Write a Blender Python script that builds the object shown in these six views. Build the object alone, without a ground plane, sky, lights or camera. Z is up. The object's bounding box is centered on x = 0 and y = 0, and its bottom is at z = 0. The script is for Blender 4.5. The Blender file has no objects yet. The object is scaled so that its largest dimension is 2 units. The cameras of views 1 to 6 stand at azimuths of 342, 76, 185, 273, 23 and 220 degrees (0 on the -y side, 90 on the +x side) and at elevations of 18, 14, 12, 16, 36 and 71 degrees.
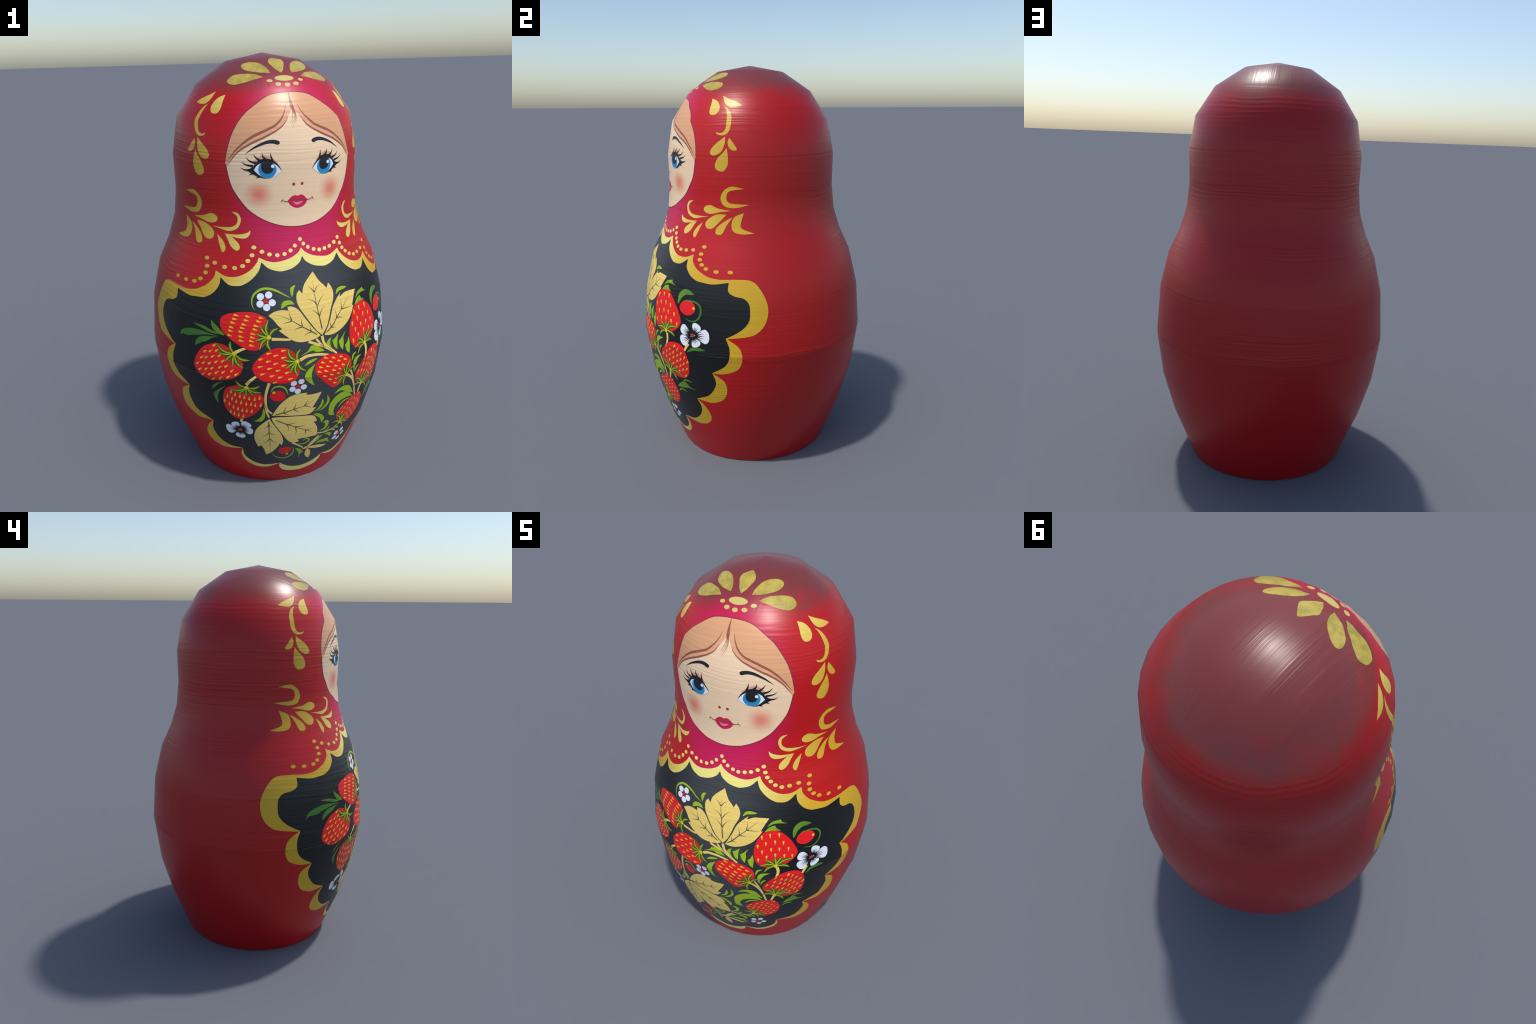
"""Painted wooden nesting doll.

The turned wooden body is a solid of revolution: 32 flat sides round the axis, rings of
the profile below, shaded smooth.  It comes apart at a seam into a lower and an upper half.
Every painted motif is a thin raised film of paint with its own outline that follows the
facets of the body.  Motifs are placed by (angle, height): the angle in degrees round the
axis, 0 at the front of the doll, positive towards its left hand (+x); the height in metres.
"""
import bpy, bmesh, math, random
from mathutils import Vector

rng = random.Random(7)

# ------------------------------------------------------------------ body of revolution
PROFILE = [(2.0, 0.0), (1.9675, .1702), (1.8747, .3087), (1.7339, .4011), (1.5676, .4303),
           (1.4068, .4277), (1.2838, .4406), (1.1715, .4760), (1.0612, .5278), (.8809, .5716),
           (.6565, .5880), (.4400, .5587), (.2372, .5005), (0.0, .4060)]
SIDES = 32
STEP = 360.0 / SIDES
SEAM = 10                      # index of the ring where the halves meet
FILM = 0.0003                  # thickness of one film of paint

ARC = [0.0]
for (za, ra), (zb, rb) in zip(PROFILE, PROFILE[1:]):
    ARC.append(ARC[-1] + math.hypot(za - zb, ra - rb))


def seg(z):
    for i in range(len(PROFILE) - 1):
        if z >= PROFILE[i + 1][0] - 1e-9:
            return i
    return len(PROFILE) - 2


def radius(z):
    i = seg(z)
    (za, ra), (zb, rb) = PROFILE[i], PROFILE[i + 1]
    return ra + (rb - ra) * min(1, max(0, (za - z) / (za - zb)))


def arc(z):
    i = seg(z)
    za, zb = PROFILE[i][0], PROFILE[i + 1][0]
    return ARC[i] + (ARC[i + 1] - ARC[i]) * (za - z) / (za - zb)


def height(t):
    i = 0
    while i < len(ARC) - 2 and t > ARC[i + 1]:
        i += 1
    f = (t - ARC[i]) / (ARC[i + 1] - ARC[i])
    return PROFILE[i][0] + (PROFILE[i + 1][0] - PROFILE[i][0]) * f


SLOPE = []                     # outward normal (radial, vertical) of each band of the profile
for (za, ra), (zb, rb) in zip(PROFILE, PROFILE[1:]):
    l = math.hypot(za - zb, ra - rb)
    SLOPE.append(((za - zb) / l, (rb - ra) / l))


def ring_normal(i, band):
    """Smooth normal of ring i as band sees it; the seam and the foot are hard edges."""
    if i == 0:
        return (0.0, 1.0)
    if i == SEAM or i == len(PROFILE) - 1:
        return SLOPE[band]
    a, b = SLOPE[i - 1], SLOPE[i]
    s = (a[0] + b[0], a[1] + b[1])
    l = math.hypot(*s)
    return (s[0] / l, s[1] / l)


def normal(angle, z, band):
    za, zb = PROFILE[band][0], PROFILE[band + 1][0]
    f = min(1, max(0, (za - z) / (za - zb)))
    a, b = ring_normal(band, band), ring_normal(band + 1, band)
    nr, nz = a[0] + (b[0] - a[0]) * f, a[1] + (b[1] - a[1]) * f
    t = math.radians(angle)
    return Vector((math.sin(t) * nr, -math.cos(t) * nr, nz)).normalized()


def point(angle, z):
    """Point on the flat-sided body."""
    k = math.floor(angle / STEP)
    off = math.radians(angle - (k + .5) * STEP)
    r = radius(z) * math.cos(math.radians(STEP / 2)) / math.cos(off)
    t = math.radians(angle)
    return Vector((r * math.sin(t), -r * math.cos(t), z))


# ------------------------------------------------------------------ materials
def lin(c):
    return tuple((v / 255 / 12.92 if v / 255 <= .04045 else ((v / 255 + .055) / 1.055) ** 2.4) for v in c) + (1.0,)


class Nodes:
    def __init__(self, tree):
        self.t = tree

    def __call__(self, kind, inputs=None, **props):
        n = self.t.nodes.new(kind)
        for k, v in props.items():
            setattr(n, k, v)
        for k, v in (inputs or {}).items():
            s = n.inputs[k]
            if isinstance(v, bpy.types.NodeSocket):
                self.t.links.new(v, s)
            else:
                s.default_value = v
        return n

    def math(self, op, a, b=0.0, c=0.0, clamp=False):
        return self('ShaderNodeMath', {0: a, 1: b, 2: c}, operation=op, use_clamp=clamp).outputs[0]

    def ramp01(self, v, lo, hi):
        return self('ShaderNodeMapRange', {'Value': v, 'From Min': lo, 'From Max': hi, 'To Min': 0.0, 'To Max': 1.0},
                    interpolation_type='SMOOTHSTEP').outputs[0]

    def mix(self, f, a, b):
        n = self('ShaderNodeMix', {0: f, 6: a, 7: b}, data_type='RGBA')
        return n.outputs[2]

    def noise(self, vec, scale, detail=2.0, rough=.5):
        return self('ShaderNodeTexNoise', {'Vector': vec, 'Scale': scale, 'Detail': detail, 'Roughness': rough}).outputs[0]

    def scaled(self, vec, s):
        return self('ShaderNodeMapping', {'Vector': vec, 'Scale': s}).outputs[0]


def turning_marks():
    """Node group: relief left by the lathe, rings round the body and straight cuts on the crown."""
    g = bpy.data.node_groups.new('turning_marks', 'ShaderNodeTree')
    g.interface.new_socket('Normal', in_out='OUTPUT', socket_type='NodeSocketVector')
    n = Nodes(g)
    out = g.nodes.new('NodeGroupOutput')
    P = n('ShaderNodeTexCoord').outputs['Object']
    xyz = n('ShaderNodeSeparateXYZ', {0: P})
    x, y, z = xyz.outputs
    # the cutter wavered: tilt the rings slightly up and down round the body
    sway = n.math('MULTIPLY', n.math('SUBTRACT', n.noise(P, 2.2, 2.0), .5), .05)
    R = n('ShaderNodeCombineXYZ', {0: x, 1: y, 2: n.math('ADD', z, sway)}).outputs[0]
    # long shallow rings: noise squeezed along the axis, wavering slowly round it
    rings = n.noise(n.scaled(R, (1.1, 1.1, 32)), 1.0, 3.0, .6)
    fine = n.noise(n.scaled(P, (2.5, 2.5, 150)), 1.0, 2.0, .6)
    # stronger groups of grooves at certain heights
    gate = n.ramp01(n.noise(n.scaled(P, (.7, .7, 5)), 1.0, 1.0), .36, .64)
    deep = n.math('MULTIPLY', n.math('ABSOLUTE', n.math('SUBTRACT', n.noise(n.scaled(R, (1.0, 1.0, 55)), 1.0, 1.0), .5)), gate)
    side = n.math('ADD', n.math('ADD', n.math('MULTIPLY', rings, .7), n.math('MULTIPLY', fine, .09)), n.math('MULTIPLY', deep, 2.2))
    # the rolled groove at the widest part of the head and the wavy ones above it
    wob = n.math('MULTIPLY', n.math('SUBTRACT', n.noise(P, 5.0, 1.0), .5), .030)
    zz = n.math('ADD', z, wob)
    for h, w, d in ((1.573, .006, -.32),):
        e = n.math('DIVIDE', n.math('SUBTRACT', z, h), w)
        side = n.math('ADD', side, n.math('MULTIPLY', n.math('EXPONENT', n.math('MULTIPLY', n.math('MULTIPLY', e, e), -1.0)), d))
    band = n.math('MULTIPLY', n.ramp01(zz, 1.735, 1.76), n.math('SUBTRACT', 1.0, n.ramp01(zz, 1.81, 1.83)))
    wave = n.math('MULTIPLY', n.math('SINE', n.math('MULTIPLY', zz, 2 * math.pi / .021)), n.math('MULTIPLY', band, .13))
    side = n.math('ADD', side, wave)
    # crown: straight cuts running front to back
    cut = n.noise(n.scaled(P, (62, 1.0, 1.0)), 1.0, 2.5, .6)
    cgate = n.math('MULTIPLY', n.ramp01(x, .16, .02), n.ramp01(n.noise(n.scaled(P, (9, 1.5, 1.5)), 1.0, 1.0), .36, .55))
    top = n.math('MULTIPLY', n.math('MULTIPLY', cut, cgate), 1.6)
    m = n.ramp01(n('ShaderNodeSeparateXYZ', {0: P}).outputs[2], 1.84, 1.92)
    h = n.math('ADD', n.math('MULTIPLY', side, n.math('SUBTRACT', 1.0, m)), n.math('MULTIPLY', top, m))
    b = n('ShaderNodeBump', {'Strength': BUMP, 'Distance': .006, 'Height': h})
    g.links.new(b.outputs[0], out.inputs[0])
    return g


BUMP = .25
MARKS = turning_marks()


def paint_material(name, colour, rough=.36, grain=.035):
    """A lacquered paint.  colour is an sRGB triple or a function building a colour socket."""
    m = bpy.data.materials.new(name)
    m.use_nodes = True
    t = m.node_tree
    t.nodes.clear()
    n = Nodes(t)
    P = n('ShaderNodeTexCoord').outputs['Object']
    col = colour(n, P) if callable(colour) else n('ShaderNodeRGB').outputs[0]
    if not callable(colour):
        col.default_value = lin(colour)
    streak = n.noise(n.scaled(P, (3, 3, 40)), 1.0, 4.0, .65)
    v = n.math('ADD', n.math('MULTIPLY', n.math('SUBTRACT', streak, .5), grain * 2), 1.0)
    hsv = n('ShaderNodeHueSaturation', {'Color': col, 'Value': v})
    bump = n('ShaderNodeGroup', node_tree=MARKS)
    bsdf = n('ShaderNodeBsdfPrincipled', {'Base Color': hsv.outputs[0], 'Roughness': rough, 'Normal': bump.outputs[0]})
    bsdf.inputs['Specular IOR Level'].default_value = SPEC
    o = n('ShaderNodeOutputMaterial', {'Surface': bsdf.outputs[0]})
    return m


SPEC = .46
RED, RED_BACK, PINK, CROWN_GREY = lin((184, 11, 13)), lin((168, 12, 13)), lin((198, 20, 80)), lin((98, 55, 52))


def crown_mask(n, P):
    """Mask of the greyer, darker crown with a ragged edge."""
    x, y, z = n('ShaderNodeSeparateXYZ', {0: P}).outputs
    z = n.math('ADD', z, n.math('MULTIPLY', n.math('MINIMUM', y, 0.0), .16))      # mask starts higher towards the brow
    ragged = n.math('MULTIPLY', n.math('SUBTRACT', n.noise(P, 5.0, 5.0, .62), .5), .24)
    return n.ramp01(n.math('ADD', z, ragged), 1.780, 1.910)


def red_paint(n, P):
    x, y, z = n('ShaderNodeSeparateXYZ', {0: P}).outputs
    ex = n.math('DIVIDE', x, .245)
    ez = n.math('DIVIDE', n.math('SUBTRACT', z, 1.51), .41)
    d = n.math('SQRT', n.math('ADD', n.math('MULTIPLY', ex, ex), n.math('MULTIPLY', ez, ez)))
    front = n.ramp01(y, .0, -.2)
    pink = n.math('MULTIPLY', n.math('SUBTRACT', 1.0, n.ramp01(d, .72, 1.25)), front)
    c = n.mix(pink, n.mix(n.ramp01(y, -.30, .0), RED, RED_BACK), PINK)
    return n.mix(n.math('MULTIPLY', crown_mask(n, P), .8), c, CROWN_GREY)  # crown turns a greyer, darker red


GOLD_PALE, GOLD_DEEP, GOLD_DULL = lin((238, 224, 128)), lin((208, 164, 34)), lin((180, 158, 68))


def gold_paint(n, P):
    x, y, z = n('ShaderNodeSeparateXYZ', {0: P}).outputs
    ax = n.math('ABSOLUTE', x)
    c = n.mix(n.ramp01(ax, .10, .42), GOLD_PALE, GOLD_DEEP)
    return n.mix(crown_mask(n, P), c, GOLD_DULL)


def petal_paint(n, P):
    # gold of the crown flower, duller in cloudy patches
    c = n.mix(n.ramp01(n.noise(P, 28.0, 4.0, .65), .35, .70), lin((188, 166, 74)), lin((156, 142, 58)))
    return c


def skin_paint(n, P):
    x, y, z = n('ShaderNodeSeparateXYZ', {0: P}).outputs
    dx = n.math('SUBTRACT', n.math('ABSOLUTE', x), CHEEK[0])
    dz = n.math('SUBTRACT', z, CHEEK[1])
    d = n.math('SQRT', n.math('ADD', n.math('MULTIPLY', dx, dx), n.math('MULTIPLY', dz, dz)))
    blush = n.math('SUBTRACT', 1.0, n('ShaderNodeMapRange', {'Value': d, 'From Min': 0.0, 'From Max': .070}, interpolation_type='SMOOTHSTEP').outputs[0])
    return n.mix(n.math('MULTIPLY', blush, .80), lin((241, 208, 170)), lin((226, 104, 82)))


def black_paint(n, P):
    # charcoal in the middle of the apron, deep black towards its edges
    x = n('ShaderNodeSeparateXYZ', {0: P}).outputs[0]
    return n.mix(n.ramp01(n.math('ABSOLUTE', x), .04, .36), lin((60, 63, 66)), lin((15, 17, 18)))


def leaf_green(n, P):
    x = n('ShaderNodeSeparateXYZ', {0: P}).outputs[0]
    return n.mix(n.ramp01(n.math('ABSOLUTE', x), .16, .46), lin((154, 186, 26)), lin((62, 118, 34)))


CHEEK = (.161, 1.441)
RED_M = paint_material('red_lacquer', red_paint)
GOLD_M = paint_material('gold_paint', gold_paint)
PETAL_M = paint_material('dulled_gold_paint', petal_paint)
EYE_GOLD_M = paint_material('crown_dot_gold', (200, 184, 104))
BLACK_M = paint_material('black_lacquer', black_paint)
SKIN_M = paint_material('skin_paint', skin_paint, grain=.05)
HAIR_M = paint_material('hair_paint', (218, 160, 116), grain=.06)
LOCK_M = paint_material('hair_lock_paint', (226, 162, 126), grain=.06)
BROWN_M = paint_material('brown_line', (148, 88, 62))
FACE_LINE_M = paint_material('face_outline_paint', (138, 40, 40))
INK_M = paint_material('ink_black', (24, 26, 30))
WHITE_M = paint_material('white_paint', (232, 234, 242))
BLUE_M = paint_material('blue_iris_paint', (38, 138, 190))
LIDPINK_M = paint_material('eyelid_paint', (218, 158, 134))
LIP_M = paint_material('lip_paint', (202, 28, 68))
LIP_LIGHT_M = paint_material('lip_shine_paint', (232, 130, 170))
LIP_DARK_M = paint_material('lip_line_paint', (150, 62, 74))
NOSE_M = paint_material('nostril_paint', (160, 52, 40))
BERRY_M = paint_material('berry_red', (232, 24, 28))
SEED_M = paint_material('seed_yellow', (234, 196, 38))
BEIGE_M = paint_material('leaf_beige', (238, 206, 112))
VEIN_M = paint_material('leaf_vein', (98, 88, 62))
GREEN_M = paint_material('leaf_green', leaf_green)
SEPAL_M = paint_material('sepal_dark_green', (58, 92, 24))
SEPAL_LIGHT_M = paint_material('sepal_light_green', (170, 182, 34))
CALYX_M = paint_material('calyx_yellow', (226, 204, 30))
FLOWER_RED_M = paint_material('flower_centre_red', (186, 40, 40))
SEAM_M = paint_material('seam_bare_wood', (120, 62, 40))


# ------------------------------------------------------------------ flat charts and outlines
def chart(pts):
    """Local flat chart (metres) round a set of (angle, height) points, and its inverse."""
    zm = sum(p[1] for p in pts) / len(pts)
    k = math.radians(1) * max(radius(zm), .08)
    a0 = sum(p[0] for p in pts) / len(pts)
    t0 = arc(zm)
    return (lambda p: ((p[0] - a0) * k, t0 - arc(p[1]))), (lambda q: (a0 + q[0] / k, height(t0 - q[1])))


def spline(pts, closed=False, n=6, corners=()):
    """Catmull-Rom through flat points; corners break the tangent."""
    out, m = [], len(pts)
    for i in range(m if closed else m - 1):
        p1, p2 = pts[i], pts[(i + 1) % m]
        p0 = pts[(i - 1) % m] if (closed or i > 0) and i not in corners else None
        j = (i + 1) % m
        p3 = pts[(i + 2) % m] if (closed or i + 2 < m) and j not in corners else None
        p0 = p0 or (2 * p1[0] - p2[0], 2 * p1[1] - p2[1])
        p3 = p3 or (2 * p2[0] - p1[0], 2 * p2[1] - p1[1])
        for s in range(n):
            t = s / n
            out.append(tuple(.5 * (2 * b + (c - a) * t + (2 * a - 5 * b + 4 * c - d) * t * t + (3 * b - a - 3 * c + d) * t ** 3)
                             for a, b, c, d in zip(p0, p1, p2, p3)))
    if not closed:
        out.append(tuple(pts[-1]))
    return out


def blob(pts, n=6):
    """Closed smooth outline through control points; a third value of 1 marks a corner."""
    to, back = chart(pts)
    corners = {i for i, p in enumerate(pts) if len(p) > 2}
    return [back(q) for q in spline([to(p) for p in pts], True, n, corners)]


def ellipse(centre, rx, ry=None, tilt=0.0, n=18):
    to, back = chart([centre])
    ry = ry or rx
    c, s = math.cos(math.radians(tilt)), math.sin(math.radians(tilt))
    o = []
    for i in range(n):
        u, v = rx * math.cos(2 * math.pi * i / n), ry * math.sin(2 * math.pi * i / n)
        o.append(back((u * c - v * s, u * s + v * c)))
    return o


WIDTHS = {
    'leaf': lambda t: math.sin(math.pi * t) ** .75,
    'stem': lambda t: 1.0 - .35 * t,
    'brow': lambda t: min(1, (t / .06 + .15)) ** .5 * (1 - t) ** .75,
    'lash': lambda t: (1 - t) ** .8,
    'drop': lambda t: (t ** .8) * math.sqrt(max(0, 1 - max(0, (t - .72) / .28) ** 2)),
}


def blade(spine, width, kind='leaf', n=18):
    """Brush stroke: a spine and a width that swells and tapers."""
    to, back = chart(spine)
    f = spline([to(p) for p in spine], False, 6)
    ls = [0.0]
    for a, b in zip(f, f[1:]):
        ls.append(ls[-1] + math.hypot(a[0] - b[0], a[1] - b[1]))
    left, right = [], []
    for i in range(n + 1):
        t = i / n
        d = t * ls[-1]
        j = max(k for k in range(len(ls) - 1) if ls[k] <= d + 1e-12)
        u = (d - ls[j]) / max(1e-9, ls[j + 1] - ls[j])
        a, b = f[j], f[j + 1]
        x, y = a[0] + (b[0] - a[0]) * u, a[1] + (b[1] - a[1]) * u
        p, q = f[max(0, j - 1)], f[min(len(f) - 1, j + 2)]
        l = math.hypot(q[0] - p[0], q[1] - p[1]) or 1
        nx, ny = -(q[1] - p[1]) / l, (q[0] - p[0]) / l
        w = max(width / 2 * WIDTHS[kind](t), .0002)
        left.append(back((x + nx * w, y + ny * w)))
        right.append(back((x - nx * w, y - ny * w)))
    return left + right[::-1]


def mirror(o):
    return [(-p[0],) + tuple(p[1:]) for p in o][::-1]


# ------------------------------------------------------------------ building meshes
def make_object(name, me, parent, mats):
    for m in mats:
        me.materials.append(m)
    ob = bpy.data.objects.new(name, me)
    bpy.context.scene.collection.objects.link(ob)
    ob.parent = parent
    return ob


def film(name, parent, pieces):
    """Mesh of one or more films of paint.  pieces: (outline, layer, material)."""
    mats, verts, faces, fmat, norms = [], [], [], [], []
    for outline, layer, mat in pieces:
        if mat not in mats:
            mats.append(mat)
        bm = bmesh.new()
        vs = [bm.verts.new((a, z, 0)) for a, z in outline]
        try:
            bm.faces.new(vs)
        except ValueError:
            bm.free()
            continue
        bmesh.ops.remove_doubles(bm, verts=bm.verts[:], dist=1e-7)
        bmesh.ops.triangulate(bm, faces=bm.faces[:])
        a0, a1 = min(p[0] for p in outline), max(p[0] for p in outline)
        z0, z1 = min(p[1] for p in outline), max(p[1] for p in outline)
        cuts = [((k * STEP, 0, 0), (1, 0, 0)) for k in range(math.ceil(a0 / STEP), math.floor(a1 / STEP) + 1)]
        cuts += [((0, z, 0), (0, 1, 0)) for z, _ in PROFILE if z0 < z < z1]
        for co, no in cuts:
            bmesh.ops.bisect_plane(bm, geom=bm.verts[:] + bm.edges[:] + bm.faces[:], plane_co=co, plane_no=no, dist=1e-6)
        bm.verts.ensure_lookup_table()
        h = layer * FILM
        base = len(verts)
        flat = [tuple(v.co[:2]) for v in bm.verts]
        index = {v: i for i, v in enumerate(bm.verts)}
        count = len(flat)
        low = {}
        for a, z in flat:
            verts.append(point(a, z) + normal(a, z, seg(z)) * h)
        for f in bm.faces:
            if f.calc_area() < 1e-10:
                continue
            c = f.calc_center_median()
            band = seg(c.y)
            ids = [index[v] for v in f.verts]
            if f.normal.z < 0:
                ids.reverse()
            faces.append([base + i for i in ids])
            fmat.append(mats.index(mat))
            norms += [normal(flat[i][0], flat[i][1], band) for i in ids]
            for e in f.edges:                      # side wall of the film
                if len(e.link_faces) == 1:
                    i, j = index[e.verts[0]], index[e.verts[1]]
                    k = ids.index(i)
                    if ids[(k + 1) % len(ids)] != j:
                        i, j = j, i
                    for q in (i, j):
                        if q not in low:
                            low[q] = len(verts)
                            verts.append(point(*flat[q]) + normal(flat[q][0], flat[q][1], band) * (h - FILM * 1.2))
                    faces.append([base + j, base + i, low[i], low[j]])
                    fmat.append(mats.index(mat))
                    norms += [normal(*flat[q], band) for q in (j, i, i, j)]
        bm.free()
    me = bpy.data.meshes.new(name)
    me.from_pydata([tuple(v) for v in verts], [], faces)
    me.polygons.foreach_set('material_index', fmat)
    me.polygons.foreach_set('use_smooth', [True] * len(faces))
    me.normals_split_custom_set([tuple(n) for n in norms])
    return make_object(name, me, parent, mats)


def shell(name, parent, first, last, cap):
    """One half of the turned body between two rings of the profile."""
    verts, faces, norms = [], [], []
    for i in range(first, last + 1):
        for k in range(SIDES):
            verts.append(tuple(point(k * STEP, PROFILE[i][0]) if PROFILE[i][1] else Vector((0, 0, PROFILE[i][0]))))
    for i in range(first, last):
        for k in range(SIDES):
            b, k2 = (i - first) * SIDES, (k + 1) % SIDES
            ids = [b + k, b + SIDES + k, b + SIDES + k2, b + k2]
            corner = [(k, i), (k, i + 1), (k + 1, i + 1), (k + 1, i)]
            if PROFILE[i][1] == 0:
                ids, corner = ids[:3], [(k + .5, i), (k, i + 1), (k + 1, i + 1)]
            faces.append(ids)
            norms += [normal(c * STEP, PROFILE[j][0], i) for c, j in corner]
    if cap:
        b = (last - first) * SIDES
        faces.append([b + k for k in range(SIDES)][::-1])
        norms += [Vector((0, 0, -1))] * SIDES
    me = bpy.data.meshes.new(name)
    me.from_pydata(verts, [], faces)
    me.polygons.foreach_set('use_smooth', [True] * len(faces))
    me.normals_split_custom_set([tuple(n) for n in norms])
    return make_object(name, me, parent, [RED_M])


doll = bpy.data.objects.new('nesting_doll', None)
bpy.context.scene.collection.objects.link(doll)
doll['label'] = 'red wooden nesting doll with painted face and strawberries'
doll['category'] = 'nesting doll'

upper = shell('upper_half', doll, 0, SEAM, False)
lower = shell('lower_half', doll, SEAM, len(PROFILE) - 1, True)

# ------------------------------------------------------------------ apron panel and gold scallops
# hanging arcs of the top edge, cusp to cusp, right half
gold_top = [(-0.7, 1.213, 1), (2.1, 1.191), (6.2, 1.173), (11, 1.164), (15, 1.161), (18.9, 1.168), (22.4, 1.181, 1), (23.6, 1.158), (26.7, 1.13), (30.8, 1.11), (34.9, 1.102), (39.2, 1.103), (44.3, 1.12, 1), (44.7, 1.094), (47.3, 1.066), (50.9, 1.045), (55.4, 1.029), (61.5, 1.022), (68.2, 1.026, 1)]
black_top = [(-0.8, 1.177, 1), (1.6, 1.155), (5.4, 1.135), (10, 1.126), (13.5, 1.127), (17.6, 1.138), (21.1, 1.162, 1), (22.5, 1.128), (26, 1.094), (30, 1.073), (32.6, 1.069), (36.7, 1.071), (41.2, 1.096, 1), (41.5, 1.064), (44.1, 1.031), (48.4, 1.007), (52.9, 1.001), (58.6, 0.999)]
gold_top[0], black_top[0] = (0, 1.211, 1), (0, 1.177, 1)
# lobes down the side: outer (gold) and inner (black) edges
gold_side = [(77.1, 1.021), (81.5, .984), (84.7, .921), (85.0, .866), (83.2, .814), (79.4, .776), (74.3, .760), (66.0, .750, 1),
             (71.4, .708), (72.9, .655), (71.5, .606), (68.8, .584), (63.5, .566), (57.9, .564, 1),
             (63.4, .528), (64.9, .486), (64.0, .441), (61.0, .408), (55.0, .389), (47.2, .396, 1),
             (51.6, .350), (53.7, .291), (50.6, .246), (43.0, .231), (33.6, .247, 1),
             (34.9, .201), (33.0, .150), (27.4, .115), (19.9, .115), (13.3, .139, 1),
             (13.3, .108), (10.2, .079), (4.0, .065)]
black_side = [(66.2, 1.011, 1), (66.1, .972), (69.2, .951), (73.6, .941), (76.2, .916), (76.7, .875), (76.2, .838), (74.0, .806), (70.6, .780), (65.2, .751, 1),
              (67.0, .700), (66.6, .645), (63.8, .603), (57.9, .566, 1),
              (59.4, .518), (58.3, .478), (54.5, .432), (47.0, .397, 1),
              (48.6, .345), (46.6, .293), (41.0, .254), (33.5, .249, 1),
              (32.8, .190), (28.0, .145), (20.7, .131), (13.3, .141, 1),
              (8.5, .112), (4.0, .098)]


def whole(right):
    """Close a right half into a symmetric outline."""
    left = [(-p[0],) + tuple(p[1:]) for p in right if p[0] > 1e-6]
    return blob(right + left[::-1])


film('gold_border', doll, [(whole(gold_top + gold_side), 1, GOLD_M)])
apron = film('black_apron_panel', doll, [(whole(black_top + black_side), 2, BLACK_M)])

# rows of gold dots over the scallops; the left arcs carry six, the right ones seven
dots = [(0, 1.245), (24.3, 1.223), (-25.0, 1.221), (50.0, 1.158), (-51.0, 1.163)]
dots += [(1.6, 1.225), (4.0, 1.209), (7.2, 1.197), (10.4, 1.191), (13.9, 1.192), (17.4, 1.196), (21.0, 1.207)]
dots += [(25.2, 1.197), (26.3, 1.174), (28.1, 1.157), (30.5, 1.141), (33.8, 1.132), (38.0, 1.133), (43.1, 1.139)]
dots += [(48.9, 1.126), (48.8, 1.101), (50.6, 1.080), (53.5, 1.065), (59.3, 1.056), (66.8, 1.058)]
dots += [(-3.2, 1.221), (-5.8, 1.203), (-9.1, 1.191), (-12.9, 1.188), (-16.9, 1.192), (-20.8, 1.204)]
dots += [(-25.9, 1.189), (-28.0, 1.166), (-30.5, 1.146), (-34.5, 1.137), (-39.9, 1.137), (-45.7, 1.149)]
dots += [(-49.9, 1.132), (-50.0, 1.105), (-52.2, 1.078), (-55.4, 1.064), (-61.2, 1.060), (-67.6, 1.064)]
for a, z in dots:
    wide = .0085 + .0045 * min(1, abs(a) / 60)
    film('gold_dot', doll, [(ellipse((a, z), wide, .0085, tilt=0), 1, GOLD_M)])

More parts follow.
